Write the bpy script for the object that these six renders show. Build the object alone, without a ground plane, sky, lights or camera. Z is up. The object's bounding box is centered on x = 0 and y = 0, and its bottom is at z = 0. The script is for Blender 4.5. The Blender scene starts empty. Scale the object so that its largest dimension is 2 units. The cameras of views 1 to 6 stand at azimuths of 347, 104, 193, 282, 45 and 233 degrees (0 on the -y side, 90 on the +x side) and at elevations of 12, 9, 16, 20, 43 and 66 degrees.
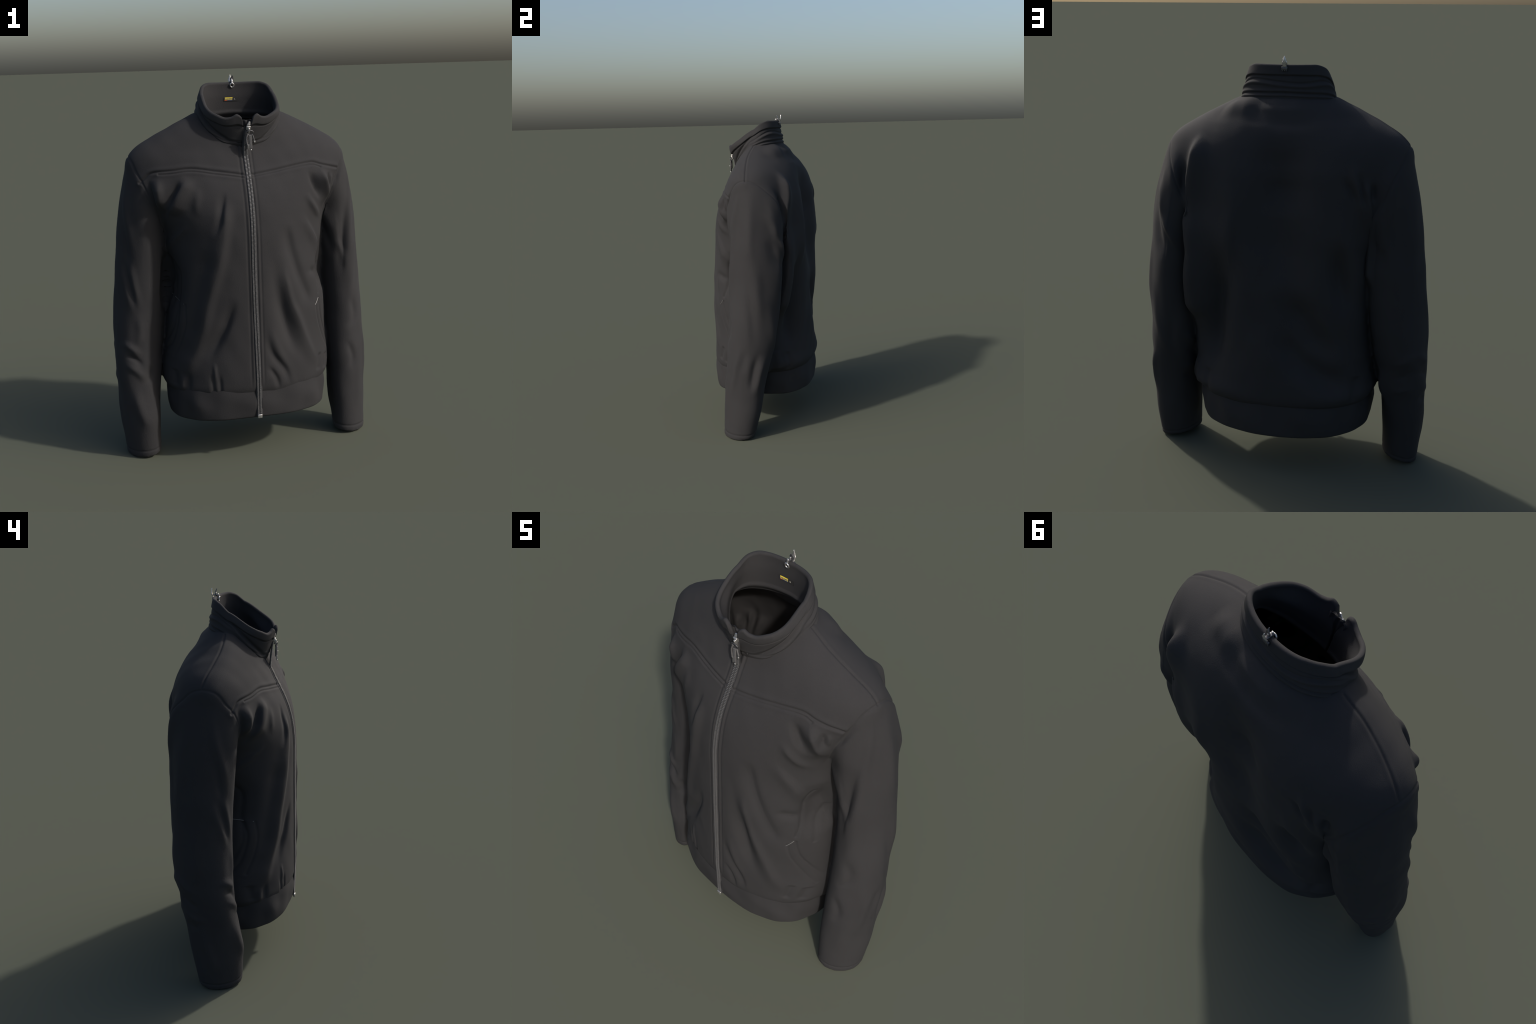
"""Dark grey zip-up fleece jacket standing as if worn, with stand collar, front zip,
yoke seams, pockets, hem band and a metal hanging clip on the collar."""
import bpy, bmesh, math, random
import numpy as np
from mathutils import Vector, Matrix
from mathutils.bvhtree import BVHTree

random.seed(7)
RNG = np.random.default_rng(7)
PI = math.pi

# ------------------------------------------------------------------ helpers
def curve(table, col=None):
    """Monotone-x smooth interpolation (cubic Hermite) through a table of control points."""
    t = np.array(table, float)
    xs, ys = t[:, 0], t[:, 1:]
    m = np.zeros_like(ys)
    d = (ys[1:] - ys[:-1]) / (xs[1:] - xs[:-1])[:, None]
    m[1:-1] = np.where(d[1:] * d[:-1] > 0, 2 * d[1:] * d[:-1] / np.where(np.abs(d[1:] + d[:-1]) < 1e-9, 1, d[1:] + d[:-1]), 0)
    m[0], m[-1] = d[0], d[-1]

    def f(x):
        x = np.clip(np.asarray(x, float), xs[0], xs[-1])
        i = np.clip(np.searchsorted(xs, x) - 1, 0, len(xs) - 2)
        h = (xs[i + 1] - xs[i])
        s = ((x - xs[i]) / h)[..., None]
        h = h[..., None]
        return ((2*s**3 - 3*s**2 + 1) * ys[i] + (s**3 - 2*s**2 + s) * h * m[i]
                + (-2*s**3 + 3*s**2) * ys[i+1] + (s**3 - s**2) * h * m[i+1])
    return f


def smooth(a, b, x):
    t = np.clip((np.asarray(x, float) - a) / (b - a), 0, 1)
    return t * t * (3 - 2 * t)


def spow(v, p):
    return np.sign(v) * np.abs(v) ** p


def mesh_from(name, verts, faces):
    me = bpy.data.meshes.new(name)
    me.from_pydata([tuple(v) for v in verts], [], [tuple(f) for f in faces])
    me.update()
    return me


def add(name, me, parent=None, mat=None, smooth_shade=True):
    ob = bpy.data.objects.new(name, me)
    bpy.context.scene.collection.objects.link(ob)
    if parent is not None:
        ob.parent = parent
    if mat is not None:
        me.materials.append(mat)
    if smooth_shade and hasattr(me, "polygons"):
        me.polygons.foreach_set("use_smooth", np.ones(len(me.polygons), bool))
    return ob


def rings_to_mesh(rings, cap=True, closed=True):
    """Rings (R, N, 3) to vertices and quad faces, with optional fan caps."""
    R, N, _ = rings.shape
    v = rings.reshape(-1, 3)
    i, j = np.meshgrid(np.arange(R - 1), np.arange(N if closed else N - 1), indexing="ij")
    a = i * N + j
    b = i * N + (j + 1) % N
    f = np.stack([a, b, b + N, a + N], -1).reshape(-1, 4).tolist()
    if cap:
        v = np.vstack([v, rings[0].mean(0), rings[-1].mean(0)])
        c0, c1 = R * N, R * N + 1
        f += [(c0, (k + 1) % N, k) for k in range(N)]
        f += [(c1, (R-1)*N + k, (R-1)*N + (k + 1) % N) for k in range(N)]
    return v, f


def read(me):
    v = np.empty(len(me.vertices) * 3, np.float32); me.vertices.foreach_get("co", v)
    return v.reshape(-1, 3).astype(float)


def write(me, v):
    me.vertices.foreach_set("co", np.asarray(v, np.float32).ravel()); me.update()


def normals(me):
    n = np.empty(len(me.vertices) * 3, np.float32)
    me.vertex_normals.foreach_get("vector", n)
    return n.reshape(-1, 3).astype(float)


def applied(ob):
    dg = bpy.context.evaluated_depsgraph_get()
    return bpy.data.meshes.new_from_object(ob.evaluated_get(dg), depsgraph=dg)


def laplace(v, edges, rounds, weight=None, lam=0.5):
    n = len(v)
    e = np.vstack([edges, edges[:, ::-1]])
    deg = np.bincount(e[:, 0], minlength=n)[:, None].clip(1)
    w = lam if weight is None else lam * weight[:, None]
    for _ in range(rounds):
        s = np.stack([np.bincount(e[:, 0], v[e[:, 1], k], n) for k in range(3)], 1)
        v = v + w * (s / deg - v)
    return v


def edges_of(me):
    e = np.empty(len(me.edges) * 2, np.int32); me.edges.foreach_get("vertices", e)
    return e.reshape(-1, 2)


# ------------------------------------------------------------------ materials
def fabric(name, colour, grain=900.0, bump=0.25, rough=0.9):
    m = bpy.data.materials.new(name); m.use_nodes = True
    nt = m.node_tree; b = nt.nodes["Principled BSDF"]
    co = nt.nodes.new("ShaderNodeTexCoord")
    n1 = nt.nodes.new("ShaderNodeTexNoise"); n1.inputs["Scale"].default_value = 3.2; n1.inputs["Detail"].default_value = 3
    n2 = nt.nodes.new("ShaderNodeTexNoise"); n2.inputs["Scale"].default_value = grain * 0.35; n2.inputs["Detail"].default_value = 2
    wv = nt.nodes.new("ShaderNodeTexVoronoi"); wv.inputs["Scale"].default_value = grain * 0.3
    for t in (n1, n2, wv):
        nt.links.new(co.outputs["Object"], t.inputs["Vector"])
    add_ = nt.nodes.new("ShaderNodeMath"); add_.operation = "MULTIPLY_ADD"
    add_.inputs[1].default_value = 0.9
    nt.links.new(n2.outputs["Fac"], add_.inputs[0]); nt.links.new(n1.outputs["Fac"], add_.inputs[2])
    r = nt.nodes.new("ShaderNodeValToRGB")
    r.color_ramp.elements[0].position = 0.32; r.color_ramp.elements[1].position = 0.68
    r.color_ramp.elements[0].color = (*[c * 0.86 for c in colour], 1)
    r.color_ramp.elements[1].color = (*[c * 1.14 for c in colour], 1)
    half = nt.nodes.new("ShaderNodeMath"); half.operation = "MULTIPLY"; half.inputs[1].default_value = 0.526
    nt.links.new(add_.outputs[0], half.inputs[0]); nt.links.new(half.outputs[0], r.inputs[0]); nt.links.new(r.outputs[0], b.inputs["Base Color"])
    b.inputs["Roughness"].default_value = rough
    b.inputs["Specular IOR Level"].default_value = 0.25
    bp = nt.nodes.new("ShaderNodeBump"); bp.inputs["Strength"].default_value = bump; bp.inputs["Distance"].default_value = 0.001
    nt.links.new(wv.outputs["Distance"], bp.inputs["Height"]); nt.links.new(bp.outputs[0], b.inputs["Normal"])
    return m


def plain(name, colour, rough=0.6, metal=0.0, speck=0.0, scale=200.0):
    m = bpy.data.materials.new(name); m.use_nodes = True
    nt = m.node_tree; b = nt.nodes["Principled BSDF"]
    co = nt.nodes.new("ShaderNodeTexCoord")
    n1 = nt.nodes.new("ShaderNodeTexNoise"); n1.inputs["Scale"].default_value = scale
    nt.links.new(co.outputs["Object"], n1.inputs["Vector"])
    r = nt.nodes.new("ShaderNodeValToRGB")
    r.color_ramp.elements[0].position = 0.3; r.color_ramp.elements[1].position = 0.7
    r.color_ramp.elements[0].color = (*[c * (1 - speck) for c in colour], 1)
    r.color_ramp.elements[1].color = (*[min(1, c * (1 + speck)) for c in colour], 1)
    nt.links.new(n1.outputs["Fac"], r.inputs[0]); nt.links.new(r.outputs[0], b.inputs["Base Color"])
    b.inputs["Roughness"].default_value = rough
    b.inputs["Metallic"].default_value = metal
    return m


CLOTH = (0.0262, 0.0254, 0.0266)
M_CLOTH = fabric("charcoal_fleece", CLOTH)
M_LINING = fabric("dark_lining", (0.026, 0.024, 0.0242), bump=0.15)
M_TAPE = fabric("zip_tape", (0.030, 0.030, 0.032), grain=1500)
M_TEETH = plain("zip_teeth_metal", (0.118, 0.116, 0.117), 0.45, 0.3, 0.35, 400)
M_STEEL = plain("brushed_steel", (0.50, 0.49, 0.48), 0.35, 0.85, 0.3, 250)
M_GUN = plain("dark_gunmetal", (0.09, 0.09, 0.095), 0.4, 0.7, 0.35, 300)
M_CORD = plain("woven_cord", (0.075, 0.073, 0.074), 0.8, 0.0, 0.5, 700)
M_LABEL = plain("label_black", (0.012, 0.012, 0.012), 0.8, 0.0, 0.1)
M_YELLOW = plain("label_yellow", (0.80, 0.62, 0.05), 0.6, 0.0, 0.08)
M_RED = plain("label_red", (0.45, 0.03, 0.02), 0.6)
M_BLUE = plain("label_blue", (0.04, 0.07, 0.16), 0.6)
M_WHITE = plain("label_white", (0.6, 0.57, 0.5), 0.6)
M_REFLECT = plain("pocket_zip_end", (0.20, 0.195, 0.19), 0.4, 0.4, 0.2)

# ------------------------------------------------------------------ body shape
# torso levels: z, half width of the front, of the back, front y, back y, centre y,
# roundness of the front, of the back
TORSO = curve([
    (0.350, 0.415, 0.415, -0.298, 0.305, 0.00, 2.4, 2.5),
    (0.375, 0.440, 0.440, -0.314, 0.324, 0.00, 2.3, 2.6),
    (0.410, 0.460, 0.460, -0.322, 0.332, 0.00, 2.2, 2.7),
    (0.480, 0.463, 0.466, -0.324, 0.334, 0.00, 2.1, 2.35),
    (0.600, 0.453, 0.466, -0.322, 0.328, 0.01, 2.05, 2.4),
    (0.800, 0.442, 0.462, -0.318, 0.322, 0.02, 2.3, 3.0),
    (1.000, 0.434, 0.460, -0.316, 0.322, 0.03, 2.3, 3.6),
    (1.200, 0.440, 0.464, -0.312, 0.326, 0.03, 2.1, 3.4),
    (1.300, 0.465, 0.474, -0.300, 0.326, 0.03, 2.1, 3.0),
    (1.380, 0.500, 0.500, -0.280, 0.326, 0.035, 2.1, 2.6),
    (1.450, 0.545, 0.536, -0.250, 0.322, 0.04, 2.1, 2.3),
    (1.500, 0.578, 0.570, -0.224, 0.314, 0.04, 2.1, 2.2),
    (1.550, 0.597, 0.589, -0.200, 0.300, 0.04, 2.0, 2.1),
    (1.600, 0.580, 0.574, -0.176, 0.282, 0.035, 2.0, 2.1),
    (1.640, 0.543, 0.543, -0.156, 0.262, 0.03, 1.95, 2.1),
    (1.690, 0.466, 0.466, -0.136, 0.232, 0.02, 1.9, 2.1),
    (1.735, 0.382, 0.382, -0.112, 0.200, 0.01, 1.9, 2.0),
    (1.770, 0.312, 0.312, -0.088, 0.178, 0.01, 1.9, 2.0),
    (1.808, 0.230, 0.230, -0.060, 0.148, 0.01, 2.0, 2.0),
    (1.825, 0.190, 0.190, -0.050, 0.120, 0.02, 2.0, 2.0),
])
# sleeves: z, outer x, inner x, front y, back y, shear (outer edge towards the back), roundness of the outer half
SLEEVE_R = curve([
    (0.000, 0.668, 0.496, -0.134, 0.086, 0.22, 2.0),
    (0.190, 0.684, 0.491, -0.142, 0.120, 0.22, 2.0),
    (0.360, 0.696, 0.480, -0.122, 0.146, 0.10, 2.3),
    (0.440, 0.700, 0.466, -0.110, 0.170, 0.00, 2.4),
    (0.530, 0.702, 0.453, -0.100, 0.184, 0.00, 2.4),
    (0.630, 0.700, 0.435, -0.092, 0.210, 0.00, 2.3),
    (0.760, 0.692, 0.420, -0.088, 0.228, 0.00, 2.1),
    (0.900, 0.683, 0.402, -0.086, 0.232, 0.00, 1.9),
    (1.050, 0.670, 0.388, -0.092, 0.238, 0.00, 1.75),
    (1.200, 0.655, 0.385, -0.102, 0.242, 0.00, 1.65),
    (1.350, 0.634, 0.382, -0.112, 0.240, 0.00, 1.65),
    (1.450, 0.612, 0.380, -0.110, 0.236, 0.00, 1.7),
    (1.540, 0.590, 0.390, -0.085, 0.198, 0.00, 1.8),
    (1.600, 0.565, 0.410, -0.050, 0.150, 0.00, 1.9),
])
SLEEVE_L = curve([
    (0.000, 0.684, 0.498, -0.140, 0.072, 0.25, 2.0),
    (0.160, 0.692, 0.489, -0.134, 0.112, 0.25, 2.0),
    (0.300, 0.698, 0.482, -0.126, 0.134, 0.22, 1.9),
    (0.420, 0.702, 0.474, -0.116, 0.160, 0.16, 1.85),
    (0.595, 0.703, 0.460, -0.098, 0.204, 0.06, 1.8),
    (0.800, 0.696, 0.450, -0.082, 0.234, 0.00, 1.75),
    (0.945, 0.689, 0.444, -0.074, 0.246, 0.00, 1.7),
    (1.100, 0.678, 0.424, -0.074, 0.252, 0.00, 1.65),
    (1.260, 0.661, 0.400, -0.084, 0.254, 0.00, 1.65),
    (1.370, 0.642, 0.390, -0.096, 0.248, 0.00, 1.65),
    (1.450, 0.622, 0.390, -0.098, 0.236, 0.00, 1.7),
    (1.540, 0.598, 0.400, -0.078, 0.198, 0.00, 1.8),
    (1.600, 0.572, 0.420, -0.045, 0.150, 0.00, 1.9),
])
CUFF_Z = 0.0


RIGHT_FLANK = curve([(0.35, 1.0), (0.45, 0.985), (0.60, 0.950), (0.80, 0.915), (1.05, 0.900), (1.20, 0.935), (1.32, 0.985), (1.40, 1.0), (1.9, 1.0)])


LEFT_BACK = curve([(0.35, 1.0), (0.65, 1.0), (0.80, 1.04), (1.15, 1.05), (1.30, 1.0), (1.9, 1.0)])


def torso_rings(n=128, step=0.012):
    zs = np.arange(0.35, 1.824, step)
    p = TORSO(zs)
    th = np.linspace(0, 2 * PI, n, endpoint=False)
    af, ab, f, b, c, ef, eb = [p[:, k][:, None] for k in range(7)]
    a = af + (ab - af) * smooth(-0.5, 0.5, np.sin(th))
    e = np.where(np.sin(th) > 0, eb, ef)
    x = a * spow(np.cos(th), 2 / e)
    x = np.where(x < 0, x * RIGHT_FLANK(zs), x * (1 + (LEFT_BACK(zs) - 1) * smooth(0.0, 0.5, np.sin(th))))
    s = spow(np.sin(th), 2 / e)
    y = c + np.where(s > 0, s * (b - c), s * (c - f))
    return np.stack([x, y, np.broadcast_to(zs[:, None], x.shape)], -1)


def sleeve_rings(table, side, n=72, step=0.012):
    zs = np.arange(0.0, 1.60, step)
    p = table(zs)
    th = np.linspace(0, 2 * PI, n, endpoint=False)
    o, i, f, b, sh, eo = [p[:, k][:, None] for k in range(6)]
    cx, rx, cy, ry = (o + i) / 2, (o - i) / 2, (f + b) / 2, (b - f) / 2
    outer, rear = np.cos(th) > 0, np.sin(th) > 0
    lean = 0.28 * smooth(0.45, 0.75, zs)[:, None]      # rear of the outer half falls away faster
    e = np.where(outer, np.where(rear, eo - lean, eo), np.where(rear, 2.5, 2.0))
    x = cx + rx * spow(np.cos(th), 2 / e)
    y = cy + ry * spow(np.sin(th), 2 / e)
    x = x + sh * (y - cy)
    z = np.broadcast_to(zs[:, None], x.shape).copy()
    # slanted cuff: the inner, rear edge sits higher than the outer tip
    low = 1 - smooth(0.0, 0.30, z)
    z += low * (-0.010 + 0.026 * (o - x) / (o - i) + 0.014 * (y - f) / (b - f))
    r = np.stack([side * x, y, z], -1)
    return r if side > 0 else r[:, ::-1]


bm = bmesh.new()
for rings in (torso_rings(), sleeve_rings(SLEEVE_R, -1), sleeve_rings(SLEEVE_L, 1)):
    v, f = rings_to_mesh(rings)
    vs = [bm.verts.new(p) for p in v]
    for q in f:
        bm.faces.new([vs[k] for k in q])
bmesh.ops.recalc_face_normals(bm, faces=bm.faces)
me = bpy.data.meshes.new("solid"); bm.to_mesh(me); bm.free()
solid = add("solid", me)
mod = solid.modifiers.new("remesh", "REMESH"); mod.mode = "VOXEL"; mod.voxel_size = 0.0065; mod.adaptivity = 0
base = applied(solid)
bpy.data.objects.remove(solid)

v = read(base); ed = edges_of(base)
shoulder = smooth(1.22, 1.42, v[:, 2]) * smooth(0.30, 0.42, np.abs(v[:, 0]))
v = laplace(v, ed, 8)
v = laplace(v, ed, 30, shoulder)
write(base, v)

# ------------------------------------------------------------------ seams and folds
ARM = curve([(0.9, 0.440), (1.10, 0.425), (1.20, 0.425), (1.265, 0.432), (1.33, 0.456), (1.40, 0.487), (1.48, 0.521), (1.54, 0.549), (1.575, 0.560), (1.61, 0.578), (1.64, 0.595)])


def sleeve_side(v):
    """Signed distance-like value: positive on the sleeve side of the armhole."""
    return (np.abs(v[:, 0]) - ARM(v[:, 2])[:, 0])


VIEWS = {  # projection used to lay a stroke on the cloth: axes kept, facing direction
    "front": ((0, 2), (0, -1, 0)), "back": ((0, 2), (0, 1, 0)),
    "left": ((1, 2), (1, 0, 0)), "right": ((1, 2), (-1, 0, 0)), "top": ((0, 1), (0, 0, 1)),
}


def stroke_field(v, n, where, pts, lean=0.0):
    """Distance to a smooth polyline drawn on one face of the jacket, progress along it,
    and signed side."""
    ax, face = VIEWS[where]
    p = v[:, ax]
    pts = np.array(pts, float)
    # densify by Catmull-Rom
    ext = np.vstack([2*pts[0]-pts[1], pts, 2*pts[-1]-pts[-2]])
    fine = []
    for k in range(1, len(ext) - 2):
        t = np.linspace(0, 1, 8, endpoint=False)[:, None]
        a, b, c, d = ext[k-1], ext[k], ext[k+1], ext[k+2]
        fine.append(0.5*((2*b)+(-a+c)*t+(2*a-5*b+4*c-d)*t**2+(-a+3*b-3*c+d)*t**3))
    fine = np.vstack(fine + [pts[-1:]])
    seg = np.linalg.norm(np.diff(fine, axis=0), axis=1); acc = np.concatenate([[0], np.cumsum(seg)])
    best = np.full(len(p), 9.0); prog = np.zeros(len(p)); side = np.zeros(len(p))
    for k in range(len(fine) - 1):
        a, b = fine[k], fine[k+1]; d = b - a; L = max(seg[k], 1e-9)
        t = np.clip(((p - a) @ d) / L**2, 0, 1)
        q = p - (a + t[:, None] * d); r = np.hypot(q[:, 0], q[:, 1])
        m = r < best
        best[m] = r[m]; prog[m] = (acc[k] + t[m]*L) / acc[-1]
        cr = (d[0]*(p[:, 1]-a[1]) - d[1]*(p[:, 0]-a[0]))
        side[m] = np.sign(cr[m])
    return best, prog, side


STROKES = []


def seam(where, pts, depth=0.005, width=0.006, region=None, puff=0.6):
    STROKES.append(("seam", where, pts, depth, width, region, puff))


def fold(where, pts, height=0.010, width=0.03, region=None, lean=0.0, fade=0.42):
    STROKES.append(("fold", where, pts, height, width, region, lean, fade))


# STROKES BEGIN
# --- seams (panel joins)
seam("front", [(-0.532, 1.478), (-0.505, 1.503), (-0.468, 1.528), (-0.378, 1.537), (-0.279, 1.545), (-0.163, 1.529), (-0.022, 1.506)], 0.0050, 0.0055, puff=0.9)
seam("front", [(-0.440, 1.520), (-0.379, 1.523), (-0.280, 1.532), (-0.164, 1.515), (-0.022, 1.492)], 0.0044, 0.0048, puff=0.4)
seam("front", [(0.022, 1.504), (0.138, 1.519), (0.268, 1.537), (0.358, 1.544), (0.415, 1.528), (0.519, 1.500)], 0.0050, 0.0055, puff=0.9)
seam("front", [(0.022, 1.492), (0.138, 1.507), (0.268, 1.525), (0.358, 1.531), (0.405, 1.516)], 0.0044, 0.0048, puff=0.4)
seam("top", [(0.235, 0.010), (0.34, 0.004), (0.45, 0.016), (0.572, 0.040)], 0.0040, 0.0048)
seam("top", [(-0.235, 0.010), (-0.34, 0.006), (-0.45, 0.020), (-0.565, 0.048)], 0.0040, 0.0048)
# side panel seams running from the armpit to the pockets
seam("front", [(-0.427, 1.125), (-0.395, 1.060), (-0.372, 0.990), (-0.382, 0.873), (-0.392, 0.743), (-0.420, 0.650), (-0.450, 0.590)], 0.0040, 0.006, "torso")
seam("front", [(0.410, 1.096), (0.391, 1.044), (0.386, 0.909), (0.377, 0.848)], 0.0040, 0.006, "torso")
seam("front", [(0.440, 0.98), (0.424, 0.90), (0.424, 0.80)], 0.0030, 0.005, "torso")
# pocket welts
seam("front", [(0.352, 0.799), (0.364, 0.716), (0.400, 0.611), (0.446, 0.515)], 0.0022, 0.005, "torso")
seam("front", [(0.377, 0.814), (0.393, 0.716), (0.424, 0.626), (0.455, 0.550)], 0.0042, 0.005, "torso")
seam("front", [(-0.350, 0.840), (-0.350, 0.740), (-0.372, 0.640), (-0.405, 0.560)], 0.0022, 0.005, "torso")
seam("front", [(-0.380, 0.840), (-0.380, 0.754), (-0.404, 0.640), (-0.438, 0.570)], 0.0042, 0.005, "torso")
# back of the collar joins the back panel
# --- broad drape: hollows of the back and of the front flanks
fold("back", [(0.02, 1.62), (-0.02, 1.40), (-0.03, 1.20), (-0.05, 1.02), (-0.06, 0.86)], -0.040, 0.105, "torso", fade=0.35)
fold("back", [(0.10, 1.45), (0.06, 1.25), (0.06, 1.05)], -0.022, 0.10, "torso", fade=0.4)
fold("back", [(0.25, 1.20), (0.28, 0.98), (0.32, 0.74), (0.350, 0.42)], -0.085, 0.068, "torso", fade=0.40)
fold("back", [(0.0, 1.70), (0.0, 1.47), (0.0, 1.28)], -0.048, 0.13, "torso", fade=0.4)
fold("back", [(0.0, 0.80), (-0.09, 0.63), (-0.22, 0.53), (-0.38, 0.46)], -0.050, 0.060, "torso", fade=0.35)
fold("back", [(0.0, 0.98), (-0.15, 0.76), (-0.30, 0.56)], -0.052, 0.080, "torso", fade=0.4)
fold("back", [(-0.275, 1.22), (-0.30, 1.02), (-0.36, 0.78)], -0.050, 0.052, "torso", fade=0.48)
fold("back", [(0.03, 0.80), (0.02, 0.50)], 0.012, 0.12, "torso", fade=0.4)
fold("front", [(0.10, 1.10), (0.145, 0.86), (0.195, 0.67), (0.26, 0.50)], -0.028, 0.046, "torso", fade=0.48)
# --- right front: gathers under the yoke, long drape ridges
fold("front", [(-0.455, 1.510), (-0.432, 1.425), (-0.425, 1.334)], 0.016, 0.022, "torso", 0.35)
fold("front", [(-0.490, 1.493), (-0.462, 1.404), (-0.440, 1.320)], -0.014, 0.016, "torso")
fold("front", [(-0.298, 1.501), (-0.350, 1.427), (-0.388, 1.328), (-0.410, 1.240)], 0.014, 0.017, "torso", -0.35)
fold("front", [(-0.336, 1.492), (-0.382, 1.417), (-0.420, 1.340)], -0.014, 0.015, "torso")
fold("front", [(-0.128, 1.440), (-0.152, 1.339), (-0.165, 1.273), (-0.199, 1.200)], -0.013, 0.016, "torso", 0.3)
fold("front", [(-0.120, 1.400), (-0.145, 1.263), (-0.158, 1.167), (-0.185, 1.043), (-0.215, 0.947), (-0.245, 0.836), (-0.273, 0.708), (-0.305, 0.600), (-0.350, 0.505), (-0.362, 0.440)], 0.017, 0.038, "torso", 0.25, 0.12)
fold("front", [(-0.225, 1.15), (-0.275, 0.95), (-0.31, 0.78), (-0.345, 0.64)], -0.012, 0.040, "torso", 0.0, 0.2)
fold("front", [(-0.105, 0.900), (-0.151, 0.757), (-0.202, 0.656), (-0.262, 0.545)], -0.018, 0.026, "torso", 0.25)
fold("front", [(-0.314, 1.273), (-0.385, 1.157), (-0.415, 1.085)], 0.008, 0.014, "torso")
fold("front", [(-0.25, 1.46), (-0.27, 1.38), (-0.275, 1.30)], 0.005, 0.020, "torso")
fold("front", [(-0.47, 1.520), (-0.445, 1.440), (-0.425, 1.300)], 0.024, 0.048, "torso", fade=0.4)
fold("front", [(-0.29, 1.510), (-0.33, 1.420), (-0.375, 1.300)], 0.014, 0.035, "torso", fade=0.3)
fold("front", [(0.385, 1.530), (0.425, 1.440), (0.440, 1.300)], 0.022, 0.040, "torso", fade=0.4)
fold("top", [(0.10, 0.165), (0.20, 0.140), (0.31, 0.110)], 0.018, 0.040, "torso", fade=0.4)
fold("front", [(-0.40, 1.14), (-0.40, 0.95), (-0.42, 0.74)], -0.036, 0.048, "torso", fade=0.4)
fold("front", [(0.42, 1.16), (0.42, 1.02), (0.43, 0.82)], -0.042, 0.045, "torso", fade=0.4)
# small gathers above the hem band
fold("front", [(-0.222, 0.555), (-0.218, 0.440)], 0.005, 0.010, "torso")
fold("front", [(-0.240, 0.500), (-0.226, 0.340)], -0.006, 0.011, "torso", 0, 0.4)
fold("front", [(-0.200, 0.500), (-0.193, 0.340)], -0.006, 0.011, "torso", 0, 0.4)
fold("front", [(-0.345, 0.500), (-0.355, 0.370)], -0.008, 0.012, "torso", 0, 0.4)
fold("front", [(-0.372, 0.480), (-0.384, 0.370)], 0.007, 0.012, "torso", 0, 0.4)
fold("front", [(-0.410, 0.500), (-0.410, 0.400)], -0.007, 0.014, "torso", 0, 0.2)
fold("front", [(0.38, 0.52), (0.36, 0.42)], -0.008, 0.014, "torso", 0, 0.2)
fold("front", [(0.43, 0.50), (0.41, 0.41)], -0.008, 0.014, "torso", 0, 0.2)
# --- left front
fold("front", [(0.330, 1.515), (0.364, 1.432), (0.412, 1.335)], -0.022, 0.020, "torso", -0.2)
fold("front", [(0.398, 1.515), (0.428, 1.412), (0.435, 1.33)], 0.012, 0.015, "torso")
fold("front", [(0.455, 1.490), (0.444, 1.399)], -0.012, 0.012, "torso")
fold("front", [(0.475, 1.480), (0.462, 1.410)], 0.006, 0.010, "torso")
fold("front", [(0.300, 1.40), (0.35, 1.32), (0.41, 1.24)], 0.011, 0.017, "torso")
fold("front", [(0.278, 1.285), (0.322, 1.206), (0.375, 1.100), (0.400, 1.00)], 0.014, 0.019, "torso", 0.3)
fold("front", [(0.175, 1.260), (0.203, 1.120), (0.249, 0.974), (0.298, 0.860), (0.32, 0.78)], -0.011, 0.028, "torso", 0.2, 0.2)
fold("front", [(0.143, 1.050), (0.185, 0.860), (0.235, 0.730), (0.285, 0.594), (0.352, 0.460)], 0.015, 0.030, "torso", 0.25, 0.2)
fold("front", [(0.130, 0.930), (0.159, 0.757), (0.200, 0.615), (0.240, 0.520)], -0.008, 0.028, "torso", 0.2)
fold("front", [(0.047, 0.690), (0.086, 0.575), (0.155, 0.472), (0.180, 0.370)], -0.010, 0.018, "torso", 0.2, 0.4)
fold("front", [(0.060, 0.760), (0.120, 0.580), (0.190, 0.470)], 0.006, 0.022, "torso")
fold("front", [(0.047, 0.525), (0.100, 0.447), (0.118, 0.365)], -0.008, 0.014, "torso", 0.2, 0.4)
fold("front", [(0.30, 1.00), (0.40, 0.945)], -0.010, 0.022, "torso")
# --- back: overhang beside the armholes, gathers at the right armhole
fold("back", [(0.352, 1.650), (0.385, 1.590), (0.405, 1.488), (0.425, 1.368), (0.428, 1.229), (0.430, 1.046), (0.435, 0.72)], 0.040, 0.036, "torso", 0.3, 0.12)
fold("back", [(0.470, 1.530), (0.462, 1.430), (0.455, 1.33)], -0.020, 0.022, None, 0.0)
fold("back", [(0.225, 1.560), (0.205, 1.383), (0.215, 1.215), (0.240, 1.013), (0.27, 0.80)], 0.014, 0.040, "torso", -0.2)
fold("back", [(-0.298, 1.500), (-0.336, 1.428), (-0.376, 1.345)], -0.012, 0.016, "torso")
fold("back", [(-0.333, 1.575), (-0.352, 1.465), (-0.382, 1.340), (-0.400, 1.22)], 0.016, 0.017, "torso")
fold("back", [(-0.365, 1.52), (-0.385, 1.40), (-0.400, 1.33)], -0.012, 0.012, "torso")
fold("back", [(-0.385, 1.490), (-0.402, 1.397), (-0.415, 1.300), (-0.425, 1.15), (-0.42, 0.95)], 0.022, 0.022, "torso", 0.2, 0.15)
fold("back", [(-0.430, 1.470), (-0.425, 1.36)], -0.014, 0.014, None)
fold("back", [(-0.269, 1.400), (-0.316, 1.180), (-0.365, 0.983), (-0.400, 0.840)], 0.010, 0.030, "torso", 0.2)
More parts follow.
